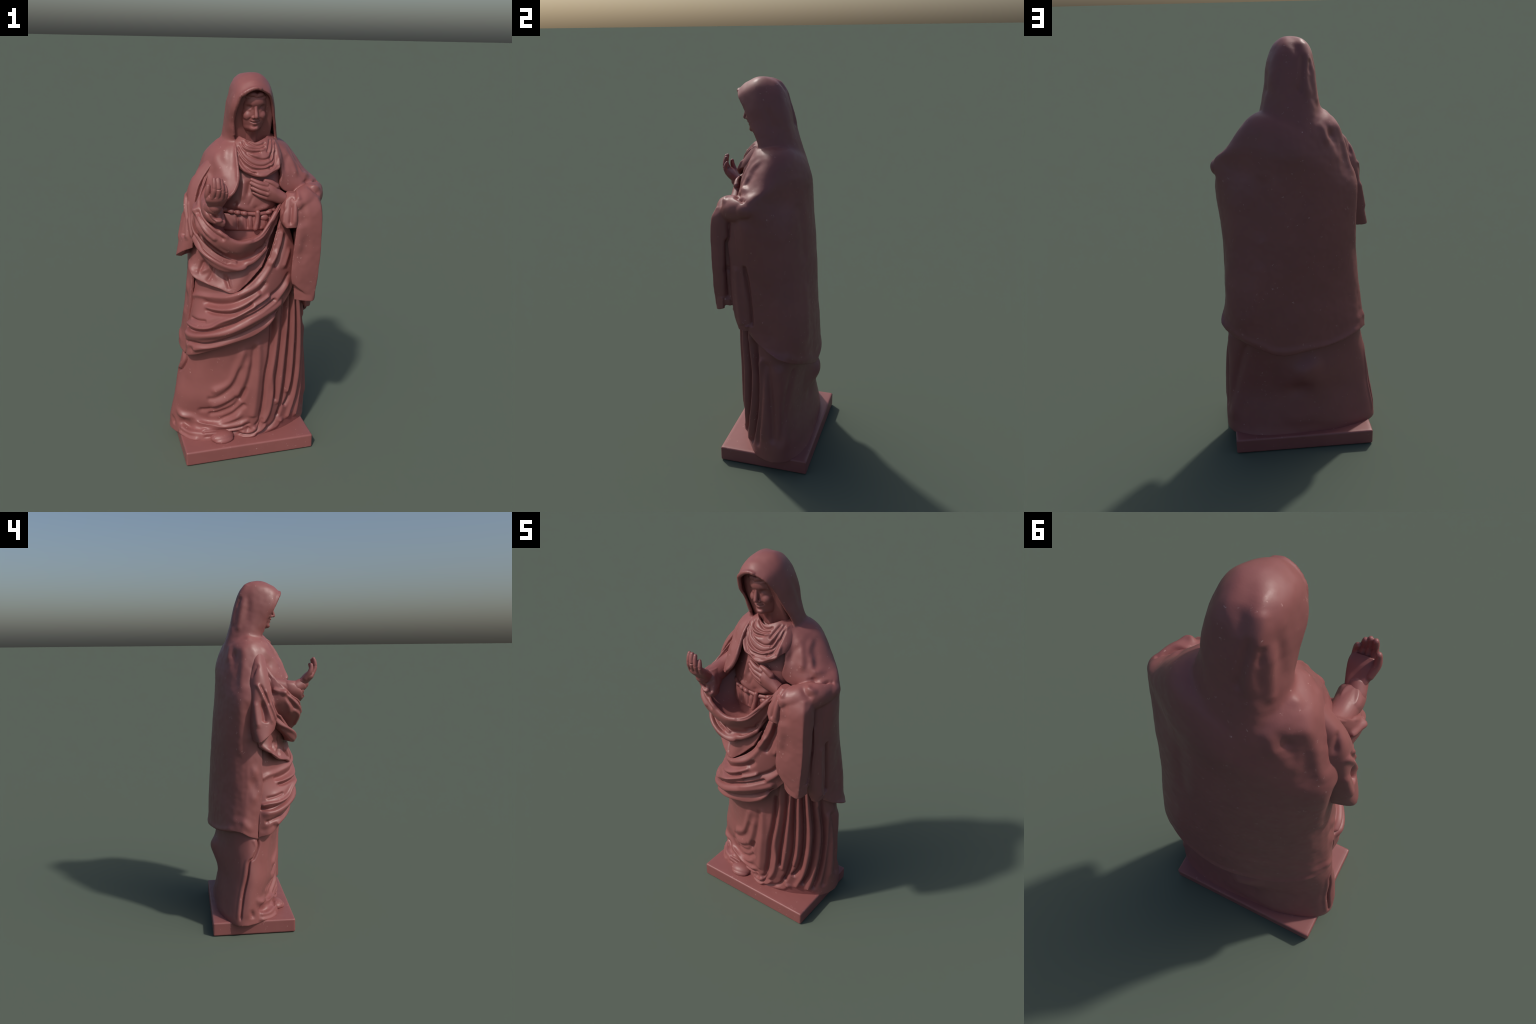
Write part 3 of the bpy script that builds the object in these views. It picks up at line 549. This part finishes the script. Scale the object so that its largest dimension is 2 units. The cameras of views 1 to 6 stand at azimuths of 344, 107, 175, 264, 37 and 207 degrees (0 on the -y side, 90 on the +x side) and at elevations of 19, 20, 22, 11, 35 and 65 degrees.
def make_left_arm():
    cuff = loft([
      sec(1.285,[(.15,-.183),(.165,-.192),(.205,-.19),(.215,-.14),(.18,-.12),(.152,-.145)]),
      sec(1.31,[(.136,-.168),(.16,-.19),(.205,-.19),(.22,-.12),(.17,-.09),(.14,-.12)]),
      sec(1.36,[(.136,-.145),(.16,-.178),(.205,-.185),(.23,-.11),(.17,-.08),(.142,-.11)]),
      sec(1.42,[(.155,-.125),(.175,-.155),(.205,-.165),(.24,-.11),(.18,-.08),(.158,-.10)]),
      sec(1.445,[(.175,-.118),(.185,-.135),(.205,-.14),(.235,-.11),(.19,-.09),(.175,-.105)])], 90, 60)
    v, f = fuse([cuff], .0025, 3)
    v = fold(v, f, [(.006,.009,[(.143,-.178,1.295),(.148,-.165,1.36),(.168,-.14,1.435)]), (-.010,.009,[(.168,-.195,1.295),(.175,-.182,1.36),(.188,-.155,1.435)]),
                    (-.006,.009,[(.15,-.172,1.39),(.142,-.152,1.35),(.139,-.150,1.31)]), (.006,.012,[(.19,-.195,1.29),(.195,-.187,1.36),(.2,-.165,1.42)])])
    part('sleeve_cuff', v, f, CLAY)
    palm = [loft([
        [(.165,-.100,1.44),(.165,-.13,1.435),(.163,-.14,1.415),(.162,-.13,1.392),(.16,-.10,1.39),(.16,-.09,1.415)],
        [(.13,-.105,1.462),(.13,-.128,1.46),(.13,-.142,1.43),(.13,-.130,1.397),(.13,-.105,1.395),(.13,-.09,1.43)],
        [(.095,-.108,1.487),(.095,-.130,1.485),(.095,-.145,1.452),(.095,-.133,1.41),(.095,-.105,1.408),(.095,-.09,1.45)],
        [(.065,-.110,1.497),(.065,-.128,1.495),(.065,-.14,1.458),(.065,-.13,1.416),(.065,-.105,1.414),(.065,-.09,1.455)]],60,40)]
    F = [([(.066,-.124,1.487),(.030,-.125,1.498),(-.006,-.114,1.514)],[.0125,.0115,.0085]),
         ([(.068,-.131,1.466),(.030,-.129,1.479),(-.010,-.116,1.497)],[.0125,.0115,.0085]),
         ([(.068,-.131,1.444),(.032,-.129,1.457),(-.007,-.116,1.474)],[.0120,.0110,.0080]),
         ([(.066,-.124,1.424),(.038,-.123,1.434),(.004,-.112,1.449)],[.0110,.0100,.0075]),
         ([(.115,-.118,1.478),(.090,-.122,1.497),(.060,-.119,1.507)],[.016,.0125,.0095])]
    v, f = hand(F, palm)
    v = fold(v, f, [(.003,.009,[(.072,-.14,1.484),(.074,-.145,1.464),(.073,-.145,1.444),(.07,-.138,1.424)])])
    part('hand', v, f, CLAY)
make_left_arm()

# ------------------------------------------------------------------ right arm
# folds begin SLEEVE_FOLDS
SLEEVE_FOLDS = []
crease(SLEEVE_FOLDS, .02, .011, [(-.226,-.229,1.388),(-.213,-.236,1.377),(-.199,-.236,1.374),(-.176,-.222,1.374)])
ridge(SLEEVE_FOLDS, .007, .009, [(-.241,-.189,1.431),(-.236,-.222,1.401),(-.217,-.234,1.365),(-.194,-.237,1.354),(-.167,-.223,1.359)])
crease(SLEEVE_FOLDS, .006, .008, [(-.246,-.170,1.432),(-.244,-.216,1.400),(-.226,-.230,1.364),(-.203,-.234,1.347)])
ridge(SLEEVE_FOLDS, .006, .012, [(-.186,-.183,1.434),(-.172,-.194,1.405),(-.159,-.190,1.369)])
crease(SLEEVE_FOLDS, .008, .01, [(-.179,-.217,1.386),(-.168,-.224,1.359),(-.160,-.225,1.340)])
# folds end
def make_right_arm():
    S = [tube([(-.15,.05,1.55),(-.19,.0,1.46),(-.208,-.07,1.415),(-.212,-.14,1.40),(-.213,-.19,1.40)],[.045,.045,.045,.045,.04]),
         # open hanging mouth of the wide sleeve
         loft([sec(1.322,[(-.165,-.225),(-.18,-.222),(-.19,-.19),(-.18,-.16),(-.16,-.17),(-.155,-.2)]),
               sec(1.345,[(-.16,-.225),(-.20,-.235),(-.235,-.20),(-.23,-.14),(-.19,-.13),(-.16,-.18)]),
               sec(1.38,[(-.165,-.20),(-.20,-.235),(-.25,-.215),(-.255,-.14),(-.2,-.1),(-.165,-.15)]),
               sec(1.42,[(-.175,-.185),(-.20,-.205),(-.245,-.20),(-.255,-.14),(-.22,-.10),(-.18,-.14)]),
               sec(1.44,[(-.19,-.18),(-.205,-.19),(-.23,-.185),(-.24,-.14),(-.22,-.12),(-.19,-.14)])],80,60)]
    v, f = fuse(S, .0028, 5)
    v = fold(v, f, SLEEVE_FOLDS)
    part('sleeve', v, f, CLAY)
    v, f = fuse([tube([(-.222,-.19,1.405),(-.212,-.222,1.418),(-.21,-.232,1.424)],[.034,.035,.032])], .0025, 3)
    part('sleeve_cuff', v, f, CLAY)
    palm = [loft([
        [(-.235,-.215,1.405),(-.208,-.225,1.398),(-.180,-.215,1.405),(-.18,-.195,1.425),(-.208,-.19,1.43),(-.235,-.195,1.425)],
        [(-.245,-.245,1.432),(-.208,-.258,1.425),(-.17,-.245,1.432),(-.17,-.225,1.45),(-.208,-.22,1.455),(-.245,-.225,1.45)],
        [(-.255,-.272,1.458),(-.21,-.288,1.455),(-.165,-.272,1.458),(-.165,-.25,1.475),(-.21,-.245,1.48),(-.255,-.25,1.475)],
        [(-.246,-.286,1.478),(-.21,-.296,1.476),(-.168,-.283,1.478),(-.170,-.272,1.492),(-.21,-.272,1.497),(-.243,-.272,1.492)]],60,40)]
    F = [([(-.232,-.280,1.478),(-.227,-.295,1.51),(-.226,-.294,1.540),(-.226,-.288,1.560)],[.0135,.0125,.0115,.0095]),
         ([(-.211,-.283,1.476),(-.207,-.297,1.51),(-.208,-.295,1.540),(-.208,-.289,1.560)],[.0130,.0125,.0110,.0092]),
         ([(-.191,-.281,1.474),(-.189,-.293,1.505),(-.192,-.290,1.535),(-.194,-.284,1.553)],[.0125,.0115,.0105,.0088]),
         ([(-.173,-.274,1.472),(-.171,-.284,1.497),(-.174,-.280,1.518),(-.178,-.275,1.529)],[.0118,.0110,.0100,.0082]),
         ([(-.240,-.240,1.452),(-.251,-.262,1.485),(-.250,-.270,1.510),(-.248,-.270,1.527)],[.016,.0145,.0125,.0105])]
    v, f = hand(F, palm)
    part('hand', v, f, CLAY)
make_right_arm()

# ------------------------------------------------------------------ drapery across the front
# folds begin SWAG_FOLDS
SWAG_FOLDS = []
ridge(SWAG_FOLDS, .01, .011, [(-.288,-.053,1.257),(-.273,-.079,1.213),(-.249,-.142,1.177),(-.206,-.181,1.147),(-.152,-.198,1.117),(-.090,-.201,1.099),(-.035,-.182,1.106)])
crease(SWAG_FOLDS, .01, .009, [(-.288,-.052,1.258),(-.265,-.115,1.218),(-.224,-.154,1.178),(-.175,-.179,1.144),(-.122,-.189,1.122)])
ridge(SWAG_FOLDS, .01, .009, [(-.278,-.079,1.265),(-.251,-.112,1.220),(-.208,-.144,1.178),(-.168,-.165,1.150),(-.119,-.175,1.132),(-.086,-.182,1.124)])
crease(SWAG_FOLDS, .01, .009, [(-.259,-.077,1.256),(-.230,-.102,1.215),(-.186,-.134,1.177),(-.149,-.155,1.156)])
ridge(SWAG_FOLDS, .008, .01, [(-.263,-.169,1.290),(-.227,-.202,1.253),(-.179,-.198,1.211),(-.131,-.196,1.178)])
ridge(SWAG_FOLDS, .008, .012, [(-.264,-.027,1.401),(-.278,-.127,1.367),(-.267,-.172,1.329),(-.236,-.209,1.288),(-.195,-.221,1.252)])
crease(SWAG_FOLDS, .01, .01, [(-.257,-.033,1.404),(-.270,-.144,1.371),(-.252,-.197,1.332),(-.205,-.224,1.288),(-.158,-.229,1.254)])
ridge(SWAG_FOLDS, .007, .012, [(-.248,-.085,1.436),(-.258,-.118,1.400),(-.248,-.152,1.364),(-.210,-.155,1.318),(-.180,-.218,1.294),(-.133,-.227,1.262)])
crease(SWAG_FOLDS, .01, .012, [(.124,-.123,1.293),(.104,-.131,1.248),(.069,-.156,1.210),(.037,-.160,1.182),(-.011,-.178,1.173)])
crease(SWAG_FOLDS, .006, .01, [(.101,-.160,1.323),(.058,-.189,1.281),(.014,-.210,1.252),(-.034,-.221,1.244)])
ridge(SWAG_FOLDS, .008, .014, [(.071,-.150,1.195),(.036,-.165,1.155),(-.012,-.186,1.126),(-.074,-.182,1.125)])
crease(SWAG_FOLDS, .01, .012, [(-.279,-.115,1.376),(-.278,-.137,1.340),(-.269,-.165,1.312),(-.231,-.199,1.254)])
ridge(SWAG_FOLDS, .008, .014, [(-.272,-.102,1.401),(-.281,-.123,1.358),(-.273,-.142,1.304),(-.238,-.153,1.247)])
# folds end
def make_swag():
    # deep hanging fold: from the right elbow, under the belt, up to the left wrist
    R = {
     'belly':  [(-0.1,0.03,1.47),(-0.11,-0.02,1.38),(-0.11,-0.04,1.294),(-0.115,-0.06,1.25),(-0.1,-0.08,1.233),(-0.07,-0.095,1.221),(-0.02,-0.1,1.224),(0.03,-0.098,1.238),(0.07,-0.112,1.271),(0.11,-0.1,1.338),(0.145,-0.09,1.38)],
     'inner':  [(-0.21,0,1.46),(-0.215,-0.08,1.4),(-0.215,-0.15,1.329),(-0.19,-0.185,1.275),(-0.14,-0.185,1.238),(-0.08,-0.165,1.213),(-0.02,-0.155,1.215),(0.03,-0.145,1.241),(0.07,-0.13,1.286),(0.11,-0.12,1.348),(0.145,-0.1,1.39)],
     'lip':    [(-0.195,-0.02,1.53),(-0.258,-0.095,1.425),(-0.262,-0.16,1.364),(-0.235,-0.208,1.33),(-0.181,-0.224,1.288),(-0.1,-0.228,1.243),(-0.035,-0.222,1.242),(0.023,-0.204,1.26),(0.068,-0.178,1.304),(0.11,-0.15,1.358),(0.14,-0.125,1.4)],
     'under':  [(-0.205,-0.015,1.525),(-0.278,-0.085,1.38),(-0.278,-0.13,1.319),(-0.248,-0.185,1.267),(-0.19,-0.212,1.228),(-0.11,-0.217,1.193),(-0.04,-0.207,1.195),(0.02,-0.19,1.221),(0.065,-0.168,1.266),(0.11,-0.14,1.328),(0.145,-0.12,1.38)],
     'valley': [(-.205,-.005,1.51),(-.273,-.055,1.35),(-.262,-.065,1.285),(-.225,-.095,1.225),(-.18,-.135,1.18),(-.11,-.172,1.14),(-.04,-.17,1.145),(.02,-.163,1.17),(.065,-.15,1.22),(.11,-.13,1.30),(.145,-.11,1.37)],
     'band':   [(-.215,.0,1.51),(-.287,-.045,1.34),(-.28,-.085,1.255),(-.245,-.145,1.19),(-.195,-.185,1.145),(-.12,-.2,1.112),(-.05,-.195,1.118),(.01,-.18,1.15),(.062,-.16,1.20),(.11,-.135,1.28),(.145,-.11,1.36)],
     'low':    [(-.22,.01,1.49),(-.283,-.035,1.285),(-.268,-.082,1.20),(-.235,-.138,1.135),(-.191,-.177,1.099),(-.13,-.192,1.083),(-.055,-.188,1.098),(.005,-.175,1.13),(.06,-.155,1.18),(.11,-.13,1.26),(.145,-.105,1.345)],
     'back':   [(-.24,.03,1.33),(-.25,-.01,1.25),(-.235,-.055,1.19),(-.20,-.11,1.14),(-.16,-.13,1.105),(-.10,-.14,1.09),(-.04,-.14,1.10),(.01,-.135,1.13),(.06,-.12,1.18),(.11,-.10,1.26),(.145,-.09,1.34)]}
    v, f = fuse([sheet(list(R.values()), .014, 200, 180, -1), tube([(x, y+.009, z-.006) for x, y, z in R['lip'][2:10]], [.012]*8, n=20, m=80)], .003, 4)
    v = fold(v, f, SWAG_FOLDS)
    part('mantle_swag', v, f, CLAY)
make_swag()

# folds begin SIDE_FOLDS
SIDE_FOLDS = []
ridge(SIDE_FOLDS, .009, .011, [(-.288,.043,1.439),(-.304,.012,1.371),(-.306,-.020,1.288),(-.308,-.046,1.204)])
crease(SIDE_FOLDS, .018, .014, [(-.308,.017,1.345),(-.312,.003,1.293),(-.321,-.004,1.242),(-.328,-.001,1.216)])
ridge(SIDE_FOLDS, .008, .014, [(-.304,.052,1.345),(-.321,.046,1.260),(-.338,.036,1.183)])
crease(SIDE_FOLDS, .008, .008, [(-.294,.024,1.431),(-.300,-.006,1.370),(-.297,-.032,1.309)])
ridge(SIDE_FOLDS, .008, .009, [(-.294,-.007,1.404),(-.296,-.024,1.343),(-.293,-.050,1.281),(-.286,-.069,1.223)])
crease(SIDE_FOLDS, .008, .012, [(-.260,.064,1.455),(-.256,.045,1.507),(-.245,.017,1.537)])
# folds end
def make_side_drape():
    # sleeve-like lappet of the mantle hanging over the right arm
    rows = [
      [(-.165,.06,1.60),(-.18,.035,1.605),(-.185,.01,1.60),(-.175,-.02,1.585)],
      [(-.215,.07,1.51),(-.252,.04,1.52),(-.258,.01,1.515),(-.24,-.03,1.49)],
      [(-.25,.08,1.42),(-.29,.045,1.43),(-.293,-.0,1.42),(-.27,-.045,1.40)],
      [(-.26,.08,1.30),(-.310,.055,1.30),(-.312,0,1.29),(-.285,-.058,1.31)],
      [(-.265,.08,1.20),(-.332,.050,1.19),(-.328,-.015,1.20),(-.285,-.07,1.23)],
      [(-.265,.07,1.12),(-.35,.034,1.112),(-.337,-.02,1.145),(-.285,-.06,1.175)]]
    v, f = fuse([sheet(rows, .03, 90, 110, -1)], .003, 4)
    v = fold(v, f, SIDE_FOLDS)
    part('mantle_lappet', v, f, CLAY)
make_side_drape()

# folds begin FLAP_FOLDS
FLAP_FOLDS = []
crease(FLAP_FOLDS, .012, .01, [(-.227,-.064,1.113),(-.241,-.057,1.075),(-.260,-.071,1.034)])
ridge(FLAP_FOLDS, .008, .014, [(-.284,.031,1.099),(-.290,-.007,1.069),(-.286,-.056,1.041)])
ridge(FLAP_FOLDS, .006, .016, [(-.208,-.076,1.086),(-.185,-.099,1.049),(-.159,-.138,1.009)])
crease(FLAP_FOLDS, .012, .01, [(-.145,-.125,1.054),(-.130,-.152,1.012),(-.120,-.170,.981)])
ridge(FLAP_FOLDS, .008, .007, [(-.121,-.142,1.051),(-.119,-.158,1.013),(-.117,-.170,.985)])
crease(FLAP_FOLDS, .01, .01, [(-.199,-.093,1.135),(-.189,-.092,1.065),(-.228,-.100,1.002)])
ridge(FLAP_FOLDS, .008, .012, [(-.207,-.080,1.114),(-.215,-.074,1.064),(-.289,-.050,1.045)])
# folds end
def make_flap():
    # lower end of the mantle lying on the hip below the swag
    rows = [
      [(-.26,.05,1.25),(-.25,-.03,1.22),(-.20,-.10,1.17),(-.13,-.14,1.14),(-.05,-.15,1.13),(.03,-.15,1.15),(.08,-.145,1.18)],
      [(-.282,.04,1.13),(-.275,-.025,1.10),(-.21,-.075,1.075),(-.15,-.122,1.05),(-.07,-.172,1.05),(.0,-.165,1.08),(.06,-.155,1.13)],
      [(-.285,.03,1.08),(-.292,-.055,1.035),(-.23,-.10,1.0),(-.17,-.148,.985),(-.108,-.178,.965),(-.04,-.178,1.01),(.04,-.165,1.09)]]
    v, f = fuse([sheet(rows, .014, 130, 80, -1)], .003, 4)
    v = fold(v, f, FLAP_FOLDS)
    part('mantle_end', v, f, CLAY)
make_flap()

# folds begin WRAP_FOLDS
WRAP_FOLDS = []
ridge(WRAP_FOLDS, .01, .014, [(-.276,.029,.887),(-.253,-.024,.912),(-.203,-.082,.920),(-.146,-.146,.935),(-.101,-.178,.953),(-.052,-.193,.973),(.013,-.187,1.005),(.055,-.176,1.049),(.097,-.164,1.118),(.115,-.157,1.180)])
crease(WRAP_FOLDS, .014, .013, [(-.240,-.050,.886),(-.191,-.106,.889),(-.148,-.156,.903),(-.094,-.192,.924),(-.035,-.198,.946),(.020,-.192,.972),(.069,-.180,1.020)])
ridge(WRAP_FOLDS, .013, .012, [(-.236,-.065,.861),(-.190,-.119,.866),(-.145,-.170,.879),(-.094,-.197,.897),(-.046,-.199,.919),(-.006,-.197,.944),(.035,-.190,.971)])
crease(WRAP_FOLDS, .016, .009, [(-.231,-.076,.852),(-.192,-.127,.850),(-.146,-.176,.859),(-.095,-.200,.870),(-.046,-.201,.893),(-.010,-.199,.919)])
ridge(WRAP_FOLDS, .006, .02, [(-.284,-.028,.786),(-.228,-.111,.809),(-.153,-.175,.844),(-.088,-.201,.872)])
ridge(WRAP_FOLDS, .016, .011, [(-.297,.029,.744),(-.294,-.023,.754),(-.275,-.073,.757),(-.247,-.114,.765),(-.211,-.147,.781),(-.170,-.171,.813),(-.105,-.199,.852),(-.035,-.201,.887),(.039,-.191,.920),(.087,-.177,.948)])
crease(WRAP_FOLDS, .022, .008, [(-.300,.030,.730),(-.298,-.041,.728),(-.254,-.113,.747),(-.202,-.157,.770),(-.122,-.197,.806),(-.053,-.203,.837),(.040,-.190,.875),(.121,-.163,.916)])
ridge(WRAP_FOLDS, .016, .02, [(-.308,.029,.698),(-.292,-.066,.710),(-.233,-.136,.736),(-.154,-.183,.761),(-.087,-.199,.788),(.003,-.196,.826),(.103,-.168,.865),(.162,-.141,.898)])
crease(WRAP_FOLDS, .02, .01, [(-.317,.006,.651),(-.286,-.079,.672),(-.230,-.125,.677),(-.133,-.175,.719),(-.041,-.185,.752),(.073,-.168,.801),(.154,-.139,.857)])
ridge(WRAP_FOLDS, .012, .015, [(-.312,.034,.598),(-.273,-.085,.643),(-.196,-.137,.673),(-.102,-.167,.706),(0,-.168,.733),(.076,-.160,.776),(.122,-.152,.834)])
ridge(WRAP_FOLDS, .01, .012, [(.145,-.138,1.272),(.136,-.149,1.211),(.106,-.161,1.141),(.069,-.169,1.088)])
crease(WRAP_FOLDS, .01, .01, [(.126,-.139,1.280),(.110,-.151,1.231),(.089,-.155,1.173),(.070,-.162,1.122)])
crease(WRAP_FOLDS, .016, .013, [(.166,-.133,1.248),(.153,-.146,1.183),(.129,-.157,1.116),(.106,-.167,1.066)])
ridge(WRAP_FOLDS, .01, .014, [(.193,-.125,1.174),(.172,-.139,1.114),(.148,-.151,1.057)])
crease(WRAP_FOLDS, .012, .012, [(.198,-.126,1.039),(.147,-.152,.969),(.065,-.183,.921),(-.011,-.200,.883)])
ridge(WRAP_FOLDS, .01, .014, [(.200,-.125,.993),(.132,-.158,.920),(.043,-.190,.873),(-.054,-.203,.836)])
crease(WRAP_FOLDS, .012, .008, [(-.288,-.003,.784),(-.265,-.067,.791),(-.224,-.120,.803)])
# folds end
def make_wrap():
    # diagonal over-skirt gathered at the left hip, spreading to the right thigh
    rows = [
      [(-.24,.03,1.07),(-.235,-.03,1.06),(-.185,-.085,1.03),(-.105,-.168,.968),(-.045,-.192,1.0),(.01,-.178,1.04),(.06,-.168,1.10),(.11,-.155,1.23),(.145,-.13,1.33)],
      [(-.275,.03,.90),(-.252,-.032,.89),(-.198,-.096,.89),(-.12,-.185,.90),(-.03,-.198,.94),(.05,-.185,1.0),(.11,-.165,1.08),(.155,-.145,1.18),(.185,-.12,1.28)],
      [(-.292,.03,.77),(-.285,-.04,.77),(-.23,-.13,.775),(-.13,-.195,.80),(-.01,-.2,.845),(.075,-.18,.91),(.14,-.155,.98),(.19,-.13,1.07),(.22,-.11,1.18)],
      [(-.31,.035,.68),(-.312,-.03,.685),(-.255,-.115,.70),(-.14,-.175,.72),(-.01,-.185,.765),(.08,-.172,.83),(.145,-.15,.89),(.20,-.125,.97),(.24,-.10,1.08)],
      [(-.312,.038,.565),(-.315,-.025,.58),(-.272,-.07,.60),(-.19,-.118,.64),(-.05,-.155,.69),(.05,-.16,.745),(.115,-.15,.81),(.20,-.12,.905),(.25,-.09,1.0)]]
    v, f = fuse([sheet(rows, .016, 190, 160, -1)], .003, 4)
    v = fold(v, f, WRAP_FOLDS)
    part('over_skirt', v, f, CLAY)
make_wrap()
